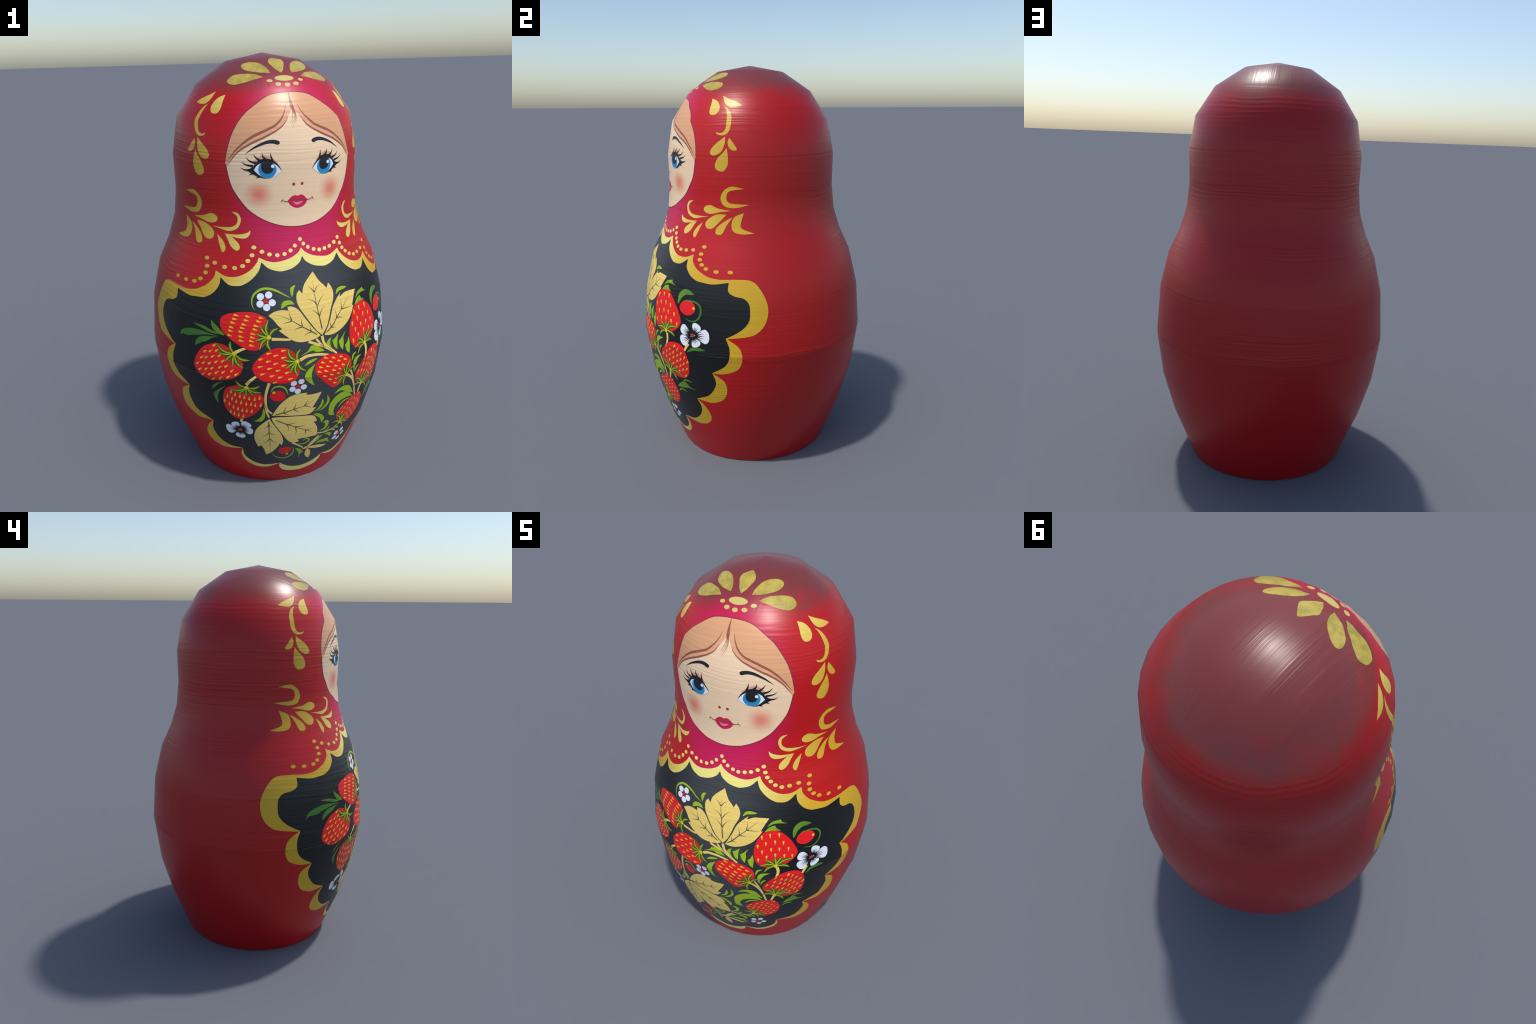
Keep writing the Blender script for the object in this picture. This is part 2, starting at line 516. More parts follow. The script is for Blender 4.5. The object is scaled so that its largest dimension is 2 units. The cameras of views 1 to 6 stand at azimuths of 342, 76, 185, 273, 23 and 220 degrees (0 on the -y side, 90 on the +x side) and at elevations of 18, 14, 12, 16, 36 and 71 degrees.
# ------------------------------------------------------------------ gold strokes of the shawl, mirrored
shawl = [
    [(55.4, 1.847, 1), (60.4, 1.835), (67.7, 1.819), (72, 1.804, 1), (66.4, 1.798), (62, 1.799), (58.2, 1.815)],
    [(46.1, 1.835, 1), (51.2, 1.824), (54.4, 1.802), (54.7, 1.779), (52.4, 1.764), (48.8, 1.764), (47, 1.781), (46.7, 1.811)],
    [(57.9, 1.803, 1), (62.2, 1.785), (64.8, 1.756), (64.9, 1.718), (63.2, 1.685), (59.7, 1.672), (55.9, 1.677), (55, 1.687, 1), (58.1, 1.682), (61, 1.695), (61.9, 1.729), (61.5, 1.761), (59.9, 1.788)],
    [(61.4, 1.667, 1), (61.1, 1.634), (59.2, 1.601), (55.4, 1.583), (52.2, 1.585), (51.6, 1.601), (54.3, 1.628)],
    [(64, 1.662, 1), (66.8, 1.638), (69.2, 1.611), (67.1, 1.605), (64.4, 1.615), (63.1, 1.639)],
    [(62.5, 1.616, 1), (63.5, 1.579), (63.3, 1.539), (60.4, 1.511), (56.5, 1.515), (55, 1.534), (56.8, 1.568), (60.3, 1.595)],
    [(73.3, 1.431, 1), (65.5, 1.441), (60.2, 1.419), (58.3, 1.385), (60.4, 1.352), (65, 1.342), (70.2, 1.345), (76.5, 1.357, 1), (67.3, 1.361), (63.3, 1.368), (62.1, 1.392), (64.2, 1.419)],
    [(65, 1.328, 1), (57, 1.337), (51.1, 1.351), (47.3, 1.341), (46.8, 1.324), (49.2, 1.312), (53.1, 1.311), (58.2, 1.321)],
    [(62.2, 1.31, 1), (56, 1.309), (50.2, 1.285), (48.5, 1.262), (50.1, 1.243), (53.9, 1.245), (58, 1.276)],
    [(66.2, 1.299, 1), (61.5, 1.28), (57, 1.252), (56, 1.228), (57.4, 1.218), (60.2, 1.223), (62.8, 1.263)],
    [(73.2, 1.32, 1), (67.4, 1.3), (65.7, 1.265), (67.2, 1.234), (72.4, 1.223), (79.3, 1.227, 1), (71.9, 1.249), (71.5, 1.278)],
    [(50.2, 1.297, 1), (45.4, 1.291), (39.3, 1.282), (34.2, 1.298), (32.3, 1.333), (34.1, 1.36), (37.9, 1.365, 1), (34.5, 1.346), (34.6, 1.318), (37.6, 1.301), (42.8, 1.297)],
    [(42.3, 1.272, 1), (37.5, 1.27), (32.5, 1.272), (28.8, 1.279), (26.9, 1.29, 1), (27.6, 1.269), (30, 1.256), (34.1, 1.257), (38.4, 1.263)],
    [(41.5, 1.268, 1), (37.5, 1.26), (33.4, 1.235), (32.6, 1.214), (34.5, 1.206), (37.6, 1.222), (39.8, 1.249)],
    [(46.4, 1.267, 1), (42.9, 1.245), (40.7, 1.218), (41, 1.2), (42.5, 1.197), (44.3, 1.226)],
]
for s in shawl:
    for side in (blob(s), mirror(blob(s))):
        film('gold_stroke', doll, [(side, 1, GOLD_M)])

# flower on the crown: five petals, an oval eye and a row of dots
crown = [[(18.2, 1.9, 1), (26.2, 1.912), (38.3, 1.914), (47.3, 1.908), (49.7, 1.891), (46.8, 1.879), (41, 1.873), (33.6, 1.88), (26, 1.891)],
         [(10.9, 1.915, 1), (13.6, 1.934), (21.6, 1.953), (34.3, 1.96), (43.9, 1.954), (44.3, 1.942), (38.4, 1.93), (29.1, 1.922), (19.5, 1.917)]]
mid = [(0, 1.915, 1), (3.6, 1.926), (6.6, 1.939), (9.6, 1.951), (10.6, 1.9605), (7.6, 1.970), (0, 1.9750)]
for s in crown:
    for side in (blob(s), mirror(blob(s))):
        film('gold_petal', doll, [(side, 1, PETAL_M)])
film('gold_petal', doll, [(whole(mid), 1, PETAL_M)])
film('gold_petal_centre', doll, [(ellipse((.4, 1.894), .042, .019), 1, EYE_GOLD_M)])
for a, z in [(-12.9, 1.8855), (-6.4, 1.8725), (.7, 1.8685), (8.0, 1.8725), (14.5, 1.886)]:
    film('gold_dot', doll, [(ellipse((a, z), .0125, .0095), 1, EYE_GOLD_M)])

# ------------------------------------------------------------------ face
face_half = [(0, 1.843), (7.6, 1.841), (14, 1.834), (19.2, 1.819), (25, 1.794), (29.9, 1.769), (34.1, 1.731), (37.2, 1.692), (39.1, 1.655), (40.6, 1.608),
             (40.6, 1.570), (40.1, 1.535), (38.0, 1.473), (34.0, 1.424), (29.5, 1.382), (24, 1.350), (16.8, 1.321), (8, 1.301), (0, 1.296)]
line_half = face_half                       # outer edge of the painted outline
face_half = [(a * .982, 1.57 + (z - 1.57) * .985) for a, z in line_half]
face = film('face', doll, [(whole(line_half), 1, FACE_LINE_M), (whole(face_half), 2, SKIN_M)])

# hair: two swept locks from a centre parting, with contour lines
low_line = [(-0.8, 1.776), (-3.5, 1.75), (-6.2, 1.723), (-10, 1.701), (-14.5, 1.684), (-19.5, 1.667), (-24.5, 1.652), (-30.2, 1.63), (-34.2, 1.608), (-37.1, 1.582)]
up_line = [(-3.8, 1.796), (-5.4, 1.767), (-7.9, 1.741), (-11.8, 1.716), (-16.6, 1.7), (-21.3, 1.686), (-26.1, 1.669), (-30.8, 1.645), (-35.2, 1.615), (-38.8, 1.582)]
edge = [(-p[0], p[1]) for p in face_half[:10]]
low_end, up_end = (-40.0, 1.556), (-40.2, 1.580)
hair_outline = edge + [(-40.6, 1.570), low_end] + low_line[::-1] + [(-.2, 1.800)]
lock_outline = up_line + [up_end, low_end] + low_line[::-1]
for flip in (False, True):
    m = (lambda o: mirror(o)) if flip else (lambda o: o)
    hair = film('hair', face, [(m(blob([p + (1,) if i in (0, 10, 11, len(hair_outline) - 1) else p for i, p in enumerate(hair_outline)])), 3, HAIR_M),
                               (m(blob([p + (1,) if i in (0, 10, 11, len(lock_outline) - 1) else p for i, p in enumerate(lock_outline)])), 4, LOCK_M)])
    film('hair_contour_line', face, [(m(blade(up_line + [up_end], .0105, 'leaf', 40)), 5, BROWN_M), (m(blade(low_line[1:] + [low_end], .0078, 'leaf', 40)), 5, BROWN_M)])
parting = [blade([(-.1, 1.842), (-.3, 1.810), (.2, 1.770)], .016, 'drop'),
           blade([(.3, 1.785), (1.0, 1.745), (-1.8, 1.702)], .0028, 'lash'), blade([(.2, 1.785), (.2, 1.745), (-2.2, 1.715)], .003, 'lash'),
           blade([(0, 1.785), (-.7, 1.75), (-2.6, 1.722)], .003, 'lash'), blade([(.2, 1.79), (1.5, 1.755), (.9, 1.725)], .003, 'lash')]
film('hair_parting', face, [(o, 5, BROWN_M) for o in parting])

# eyes: lash mass, white, iris, pupil and highlight; the outlines are for the doll's left eye
lash_mass = [(9.1, 1.539, 1), (11.2, 1.564), (13.9, 1.58), (16.8, 1.587), (19.9, 1.586), (22.4, 1.577), (25, 1.555), (28.4, 1.541, 1), (25.1, 1.526), (22.6, 1.516), (18.9, 1.507), (16.3, 1.508), (12.5, 1.525)]
eye_white = [(9.3, 1.537, 1), (11.4, 1.556), (14, 1.568), (18.2, 1.572), (22.2, 1.563), (24.3, 1.542, 1), (22.3, 1.527), (19.7, 1.513), (17.1, 1.507), (14, 1.511), (11.1, 1.524)]
iris = [(12, 1.544), (12.6, 1.557), (14, 1.568), (16.8, 1.573), (20.2, 1.57), (21.6, 1.555), (21.8, 1.539), (20.8, 1.521), (18.9, 1.511), (16.8, 1.508), (14.3, 1.512), (12.4, 1.528)]
pupil = [(13.6, 1.55), (14, 1.567), (16.8, 1.58), (19.6, 1.573), (20.4, 1.554), (19.7, 1.537), (17.7, 1.527), (15.4, 1.528), (14, 1.537)]
lid = [(11.2, 1.568), (13.4, 1.585), (15.6, 1.595), (18.4, 1.601), (21.3, 1.596), (24.4, 1.577), (22.5, 1.572), (16.8, 1.581)]
lashes = [[(14, 1.578), (14.7, 1.593), (15.2, 1.61)], [(17.9, 1.585), (19.3, 1.596), (19.7, 1.61)], [(21, 1.58), (23.2, 1.593), (24.6, 1.606)],
          [(23, 1.57), (26.4, 1.578), (28.6, 1.593)], [(24.7, 1.558), (28.6, 1.564), (31.2, 1.575)], [(26.2, 1.542), (29.3, 1.543), (31.5, 1.552)],
          [(24.2, 1.529), (25.9, 1.526), (27.2, 1.522)], [(21.1, 1.515), (22.3, 1.513), (23.2, 1.509)]]
highlight = [(19.7, 1.555)][0]
brow = [(9.7, 1.646), (13.6, 1.653), (18, 1.649), (23.7, 1.632), (29.3, 1.605)]
for flip in (False, True):
    m = (lambda o: mirror(o)) if flip else (lambda o: o)
    spot = highlight if not flip else [(-14, 1.556)][0]
    pieces = [(m(blob(lid)), 3, LIDPINK_M), (m(blob(lash_mass)), 4, INK_M)]
    eye = film('eye', face, [(m(blob(eye_white)), 5, WHITE_M), (m(blob(iris)), 6, BLUE_M), (m(blob(pupil)), 7, INK_M), (ellipse(spot, .0072), 8, WHITE_M)])
    film('eyelashes', face, pieces + [(m(blade(l, .0105 if i < 6 else .009, 'lash')), 4, INK_M) for i, l in enumerate(lashes)])
    film('eyebrow', face, [(m(blade(brow, .018, 'brow', 30)), 3, INK_M)])

lips = [(-5.8, 1.409, 1), (-3.6, 1.425), (-1.4, 1.43), (0.1, 1.427), (2.1, 1.431), (4.1, 1.423), (6.1, 1.407, 1), (4.8, 1.39), (2.3, 1.379), (-0.8, 1.376), (-3.4, 1.384), (-5, 1.395)]
film('lips', face, [(blob(lips), 3, LIP_M), (blade([(-2.9, 1.404), (-0.4, 1.395), (3.3, 1.402)], .0105), 4, LIP_LIGHT_M),
                    (blade([(-5.6, 1.407), (-2.5, 1.412), (0.1, 1.411), (3.3, 1.411), (6, 1.408)], .0045), 4, LIP_DARK_M),
                    (blade([(-5.3, 1.404), (-7.5, 1.406), (-9, 1.413)], .0045, 'stem'), 3, LIP_DARK_M), (blade([(-9.9, 1.404), (-9.2, 1.41), (-8.4, 1.417)], .004), 4, LIP_DARK_M),
                    (blade([(5.8, 1.406), (7.8, 1.407), (9.2, 1.413)], .0045, 'stem'), 3, LIP_DARK_M), (blade([(8.8, 1.419), (9.4, 1.411), (10.2, 1.405)], .004), 4, LIP_DARK_M)])
for p in [(-2.3, 1.477), (2.7, 1.477)]:
    film('nostril', face, [(ellipse(p, .0066), 3, NOSE_M)])


# ------------------------------------------------------------------ bouquet on the apron
def inside(p, poly):
    c = False
    for (x1, y1), (x2, y2) in zip(poly, poly[1:] + poly[:1]):
        if (y1 > p[1]) != (y2 > p[1]) and p[0] < (x2 - x1) * (p[1] - y1) / (y2 - y1) + x1:
            c = not c
    return c


def strawberry(outline, calyx, tip, sepals, rows, across, seed=(.0240, .0115)):
    """Berry with staggered rows of seed flecks pointing to the tip, and a star of sepals."""
    body = blob(outline)
    berry = film('strawberry', doll, [(body, 4, BERRY_M)])
    to, back = chart(outline)
    poly = [to(p) for p in body]
    c, t = to(calyx), to(tip)
    ln = math.hypot(t[0] - c[0], t[1] - c[1])
    u = ((t[0] - c[0]) / ln, (t[1] - c[1]) / ln)
    v = (-u[1], u[0])
    flecks = []
    i = 0
    d = ln * .30
    while d < ln * 1.05:
        k = -8 + (.5 if i % 2 else 0)
        while k <= 8:
            w = k * across
            e = d - .55 * w * w / ln + rng.uniform(-.003, .003)      # rows bow round the berry
            w += rng.uniform(-.002, .002)
            p = (c[0] + u[0] * e + v[0] * w, c[1] + u[1] * e + v[1] * w)
            around = [(p[0] + .0065 * math.cos(q * 1.047), p[1] + .0065 * math.sin(q * 1.047)) for q in range(6)]
            if all(inside(a, poly) for a in around):
                tail = (p[0] - u[0] * seed[0] / 2, p[1] - u[1] * seed[0] / 2)
                head = (p[0] + u[0] * seed[0] / 2, p[1] + u[1] * seed[0] / 2)
                flecks.append((blade([back(tail), back(p), back(head)], seed[1], 'drop', 8), 5, SEED_M))
            k += 1
        d += rows
        i += 1
    s = film('seed_flecks', berry, flecks)
    s['kind'] = 'stuff'
    pieces, lights = [], []
    for q in sepals:
        e = to(q)
        dx, dy = e[0] - c[0], e[1] - c[1]
        cr = u[0] * dy - u[1] * dx                       # which side of the axis
        dt = u[0] * dx + u[1] * dy
        bend = .16 * (1 if cr > 0 else -1) * (1.0 if dt < .6 * math.hypot(dx, dy) else .35)
        m = back((c[0] + dx * .5 + dy * bend, c[1] + dy * .5 - dx * bend))
        pieces.append((blade([calyx, m, q], .018, 'leaf', 14), 6, SEPAL_M))
        lights.append((blade([calyx, m, q], .0065, 'leaf', 14), 7, SEPAL_LIGHT_M))
    film('calyx', berry, pieces + lights + [(ellipse(calyx, .0095), 8, CALYX_M)])


strawberry([(-39.8, 0.911), (-39.3, 0.933), (-36.6, 0.95), (-32.7, 0.96), (-28.5, 0.964), (-24.8, 0.963), (-21.4, 0.953), (-19, 0.936)] + [(-18.4, 0.898), (-18.7, 0.858), (-19.6, 0.83), (-21.9, 0.809), (-24.9, 0.799), (-28.2, 0.805), (-31.8, 0.825), (-35.2, 0.848), (-37.8, 0.869), (-39.5, 0.894)],
           [(-18.2, 0.859)][0], [(-40, 0.912)][0], [(-22, 0.912), (-18.3, 0.935), (-14.1, 0.898), (-24, 0.878), (-24, 0.843), (-22.2, 0.802), (-17.6, 0.798)], .050, .0185)
strawberry([(-53.1, 0.693), (-52.4, 0.725), (-50.2, 0.764), (-47.1, 0.795), (-42.8, 0.814), (-38.8, 0.815), (-35.9, 0.805), (-31.9, 0.774), (-29.8, 0.743), (-29.5, 0.724), (-30.8, 0.687), (-33.9, 0.665), (-38.5, 0.647), (-44, 0.637), (-48.6, 0.646), (-51.7, 0.666)],
           [(-33.2, 0.78)][0], [(-50.8, 0.636)][0], [(-41.7, 0.817), (-34.9, 0.835), (-40.7, 0.773), (-37.5, 0.737), (-33.8, 0.717), (-29.4, 0.714), (-26.5, 0.753)], .032, .027)
strawberry([(-25.4, 0.707), (-24.7, 0.74), (-21.6, 0.777), (-17.7, 0.801), (-13.6, 0.81), (-9.7, 0.8), (-7, 0.773), (-5.9, 0.736), (-5.3, 0.697), (-7, 0.659), (-10, 0.646), (-14.2, 0.642), (-18.9, 0.652), (-23, 0.673)],
           [(-6.3, 0.741)][0], [(-25.2, 0.701)][0], [(-10.4, 0.805), (-4.8, 0.797), (-12.6, 0.757), (-11.4, 0.714), (-9.8, 0.691), (-6.3, 0.671), (-2.6, 0.692)], .033, .034)
strawberry([(-39.5, 0.559), (-38, 0.6), (-35.9, 0.618), (-32, 0.63), (-28.3, 0.622), (-25, 0.614), (-22.4, 0.595), (-20.9, 0.566), (-21.3, 0.539), (-23.6, 0.499), (-27.3, 0.464), (-32, 0.445), (-35.4, 0.454), (-38.2, 0.483), (-39.6, 0.52)],
           [(-28.3, 0.622)][0], [(-32, 0.445)][0], [(-32.8, 0.654), (-22.4, 0.636), (-35.8, 0.609), (-32.4, 0.586), (-28.6, 0.576), (-25.3, 0.581), (-21.9, 0.599)], .036, .0215)
strawberry([(1.6, 0.695), (2.1, 0.716), (4.5, 0.736), (7.5, 0.745), (11.6, 0.741), (15.5, 0.728), (18.6, 0.713), (20.3, 0.69), (20.7, 0.658), (19.3, 0.615), (16.3, 0.584), (12.2, 0.571), (10, 0.579), (6.7, 0.611), (3.8, 0.644), (2, 0.67)],
           [(18.4, 0.615)][0], [(1.9, 0.692)][0], [(15.9, 0.667), (20.1, 0.688), (12.2, 0.617), (13.1, 0.575), (17.3, 0.561), (22.9, 0.649)], .036, .0225)
strawberry([(20.2, 0.822), (20.9, 0.861), (22.6, 0.901), (25.2, 0.926), (29.7, 0.933), (33, 0.923), (36.4, 0.892), (39.2, 0.849), (40.9, 0.807), (40.6, 0.785), (38.8, 0.762), (35.4, 0.738), (30.6, 0.724), (26.4, 0.722), (22.8, 0.74), (20.7, 0.773)],
           [(30.6, 0.73)][0], [(29.7, 0.933)][0], [(23.1, 0.732), (25.7, 0.77), (29.9, 0.787), (33.5, 0.787), (38.8, 0.766), (37.3, 0.716), (25, 0.693)], .040, .041, (.0245, .012))
strawberry([(24.7, 0.588), (26, 0.613), (29.5, 0.652), (33.4, 0.679), (37.7, 0.687), (41.2, 0.682), (43.5, 0.662), (45, 0.624), (45.4, 0.58), (44.5, 0.536), (42.1, 0.506), (38.1, 0.497), (34.7, 0.5), (30.7, 0.524), (27.1, 0.538), (25.2, 0.561)],
           [(30.7, 0.516)][0], [(42.2, 0.676)][0], [(24, 0.521), (25, 0.564), (29.2, 0.576), (33.5, 0.568), (37, 0.546), (40.6, 0.505), (35.6, 0.475)], .033, .0265)
strawberry([(15.7, 0.402), (17.5, 0.429), (21.3, 0.459), (25.8, 0.469), (29.7, 0.469), (32.4, 0.451), (34.1, 0.414), (33.7, 0.363), (31.4, 0.329), (27.7, 0.309), (23.5, 0.31), (20, 0.333), (17, 0.367)],
           [(20, 0.331)][0], [(33, 0.444)][0], [(14.3, 0.35), (16, 0.392), (20.1, 0.386), (21.8, 0.384), (26.1, 0.341), (26.3, 0.304), (22.8, 0.292)], .028, .024, (.019, .008))


# three-lobed beige leaves with dark veins
def leaf(lobes, veins):
    ob = film('beige_leaf', doll, [(blob(l), 3, BEIGE_M) for l in lobes])
    film('leaf_vein', ob, [(blade(v, .0062 if len(v) > 3 else .0050, 'brow' if len(v) > 3 else 'lash'), 4, VEIN_M) for v in veins])


leaf([[(5.4, 0.842, 1), (2.3, 0.874), (-1.1, 0.924), (-4.2, 0.972), (-5.3, 1.002), (-5.2, 1.029), (-3.9, 1.047, 1), (-2.5, 1.03, 1), (-1.8, 1.057), (0, 1.08), (4.2, 1.111, 1), (6.7, 1.07), (8.5, 1.053), (9.9, 1.036, 1), (11, 1.058, 1), (12.6, 1.035), (13.2, 1.009), (12.6, 0.983), (10.9, 0.951), (9.4, 0.913), (7.7, 0.875)],
      [(4.6, 0.843, 1), (2.5, 0.833), (-0.5, 0.828), (-4.5, 0.826), (-7.8, 0.837), (-10.8, 0.861), (-14, 0.887, 1), (-12.5, 0.893, 1), (-14.2, 0.908), (-15.8, 0.928), (-18.2, 0.95, 1), (-15.6, 0.965), (-12.3, 0.971), (-9.3, 0.967, 1), (-9.8, 0.983, 1), (-7.6, 0.982), (-4.8, 0.965), (-2, 0.926), (1.4, 0.878)],
      [(6.5, 0.84, 1), (8, 0.869), (9.9, 0.907), (11.8, 0.95), (14, 0.975), (17.3, 1.002, 1), (16.5, 0.984, 1), (20.8, 0.999), (27.3, 0.994, 1), (25.4, 0.966), (23.2, 0.931, 1), (24.2, 0.931, 1), (22.2, 0.904), (19.4, 0.872), (15.5, 0.847), (11.4, 0.836), (8.5, 0.835)]],
     [[(5.4, 0.865), (4.7, 0.919), (4, 0.969), (3.3, 1.026), (3.3, 1.076)], [(4.8, 0.924), (3.4, 0.943), (0.9, 0.961)], [(4.8, 0.927), (5.9, 0.947), (7.9, 0.964)], [(4.1, 0.971), (2.7, 0.992), (-0.7, 1.008)],
      [(4.4, 0.972), (6, 0.995), (8.4, 1.013)], [(3.3, 1.029), (2.1, 1.044), (0.4, 1.06)], [(3.5, 1.03), (4.8, 1.048), (6.7, 1.058)],
      [(2.9, 0.849), (0.2, 0.869), (-3.7, 0.894), (-8, 0.923), (-11, 0.94), (-14.3, 0.951)], [(0.2, 0.869), (-0.2, 0.882), (-0.3, 0.893)], [(0.1, 0.866), (-1.8, 0.862), (-3.1, 0.852)], [(-3.6, 0.897), (-3.9, 0.913), (-3.9, 0.929)],
      [(-3.8, 0.893), (-6, 0.889), (-7.3, 0.88)], [(-8.1, 0.926), (-8.9, 0.945), (-9.2, 0.964)], [(-8.2, 0.922), (-10, 0.919), (-12.1, 0.916)],
      [(7.4, 0.848), (9.9, 0.868), (13.2, 0.902), (16.6, 0.93), (19.7, 0.958), (22.6, 0.982)], [(9.9, 0.868), (9.7, 0.88), (9.6, 0.892)], [(9.9, 0.866), (11.1, 0.866), (12.4, 0.863)], [(13.2, 0.902), (13.2, 0.921), (12.6, 0.942)],
      [(13.2, 0.901), (14.9, 0.901), (16.8, 0.893)], [(16.6, 0.932), (16.9, 0.954), (17.1, 0.973)], [(16.8, 0.931), (19.3, 0.931), (22.9, 0.931)]])
leaf([[(-17.5, 0.469, 1), (-15.9, 0.499), (-13.6, 0.534), (-10.2, 0.566), (-6.2, 0.578), (-1.7, 0.578, 1), (-2.1, 0.567, 1), (1.2, 0.564), (5.4, 0.564, 1), (3.7, 0.53), (1.1, 0.488, 1), (3.1, 0.486, 1), (1.2, 0.464), (-1.6, 0.456), (-5.8, 0.459), (-11.8, 0.466)],
      [(-17.8, 0.455, 1), (-15.9, 0.459), (-10.3, 0.458), (-4.3, 0.452), (1, 0.446), (3.3, 0.428), (4.6, 0.398, 1), (2.7, 0.401, 1), (4.7, 0.371), (5.9, 0.338), (6, 0.301, 1), (0.5, 0.305), (-4.6, 0.304, 1), (-3.6, 0.288, 1), (-6.4, 0.283), (-9.3, 0.3), (-11.7, 0.335), (-14.3, 0.379), (-16.9, 0.426)],
      [(-18.6, 0.452, 1), (-21.2, 0.432), (-24.4, 0.397), (-26.2, 0.357), (-26.4, 0.314), (-24.9, 0.267, 1), (-23.3, 0.28, 1), (-21.9, 0.252), (-21, 0.213, 1), (-17.9, 0.231), (-14.5, 0.271), (-14.1, 0.29, 1), (-12.7, 0.276, 1), (-12.1, 0.305), (-13, 0.344), (-15.3, 0.387), (-17.7, 0.43)]],
     [[(-16.2, 0.472), (-12.4, 0.483), (-7.7, 0.496), (-3, 0.507), (-0.4, 0.517), (2.2, 0.536)], [(-12.4, 0.485), (-11.7, 0.501), (-11.6, 0.517)], [(-12.1, 0.481), (-11, 0.475), (-9.8, 0.473)], [(-7.7, 0.498), (-6.9, 0.514), (-6.7, 0.532)],
      [(-7.4, 0.494), (-6.2, 0.485), (-5, 0.477)], [(-2.7, 0.511), (-1.8, 0.523), (-1.1, 0.541)], [(-2.6, 0.507), (-0.6, 0.5), (0.7, 0.489)],
      [(-15.9, 0.443), (-10.5, 0.413), (-6.3, 0.388), (-1.5, 0.361), (1, 0.346), (3.7, 0.326)], [(-10.5, 0.413), (-8, 0.412), (-5.9, 0.418)], [(-10.7, 0.413), (-9.8, 0.391), (-9.8, 0.37)], [(-6.3, 0.39), (-4, 0.387), (-1.3, 0.394)],
      [(-6.4, 0.388), (-5.7, 0.362), (-5.9, 0.336)], [(-1.2, 0.359), (0.5, 0.356), (2.6, 0.36)], [(-1.1, 0.356), (-0.6, 0.338), (-0.7, 0.322)],
      [(-19.1, 0.435), (-19.1, 0.368), (-18.9, 0.321), (-18.5, 0.25)], [(-19.2, 0.414), (-20.1, 0.402), (-21.5, 0.39)], [(-19, 0.414), (-18.3, 0.404), (-17.4, 0.403)], [(-19.1, 0.364), (-20.6, 0.348), (-22.6, 0.34)],
      [(-19, 0.364), (-17.4, 0.35), (-15.5, 0.349)], [(-18.9, 0.321), (-20.4, 0.304), (-22.4, 0.288)], [(-18.7, 0.321), (-17.1, 0.303), (-14.9, 0.295)]])

# stems
for spine, w in [
    ([(-17.1, 0.85), (-13.3, 0.848), (-8.9, 0.844)], .014), ([(5.3, 0.838), (6.2, 0.803), (8.6, 0.777), (12.5, 0.74)], .013), ([(-1.1, 0.824), (3.1, 0.803), (6.7, 0.783), (10.1, 0.757)], .012),
    ([(2.5, 0.829), (4.6, 0.802), (6.7, 0.78)], .010), ([(-5.1, 0.744), (-1.8, 0.759), (2.6, 0.758), (8.2, 0.744)], .015), ([(-32.8, 0.785), (-30.6, 0.797), (-28, 0.809)], .015),
    ([(-28.4, 0.635), (-26.6, 0.657), (-24, 0.68)], .015), ([(-18.5, 0.648), (-19.9, 0.596), (-20.3, 0.547), (-19.6, 0.504), (-17.5, 0.48)], .013), ([(-20.3, 0.526), (-19.9, 0.49), (-18.9, 0.459)], .011),
    ([(-31.3, 0.452), (-31.7, 0.44), (-32.2, 0.425)], .014), ([(31.3, 0.72), (31.8, 0.692), (31, 0.66)], .016), ([(19.3, 0.609), (22.3, 0.582), (24.6, 0.538), (26.8, 0.466)], .013),
    ([(20.7, 0.63), (22.5, 0.595), (23.8, 0.565)], .009), ([(30.5, 0.506), (29.6, 0.482), (29.2, 0.462)], .014), ([(45.8, 0.7), (44.7, 0.682), (43.6, 0.66)], .016),
    ([(6.1, 0.314), (11.9, 0.304), (17, 0.31), (20.1, 0.326)], .008), ([(-7.3, 0.285), (-4.2, 0.263), (-0.9, 0.239)], .010)]:
    film('stem', doll, [(blade(spine, w, 'stem'), 3, BEIGE_M)])
film('flower_bud', doll, [(blade([(0.9, 0.231), (3.3, 0.248), (5.6, 0.27), (7.7, 0.297)], .021), 3, BEIGE_M), (blade([(1.5, 0.231), (7.1, 0.219), (14.9, 0.202)], .024), 3, BEIGE_M),
                          (blade([(1.9, 0.223), (3, 0.181), (4.4, 0.143)], .030), 3, BEIGE_M), (blade([(-1.1, 0.227), (0.5, 0.233), (2.5, 0.237)], .017), 3, BEIGE_M)])

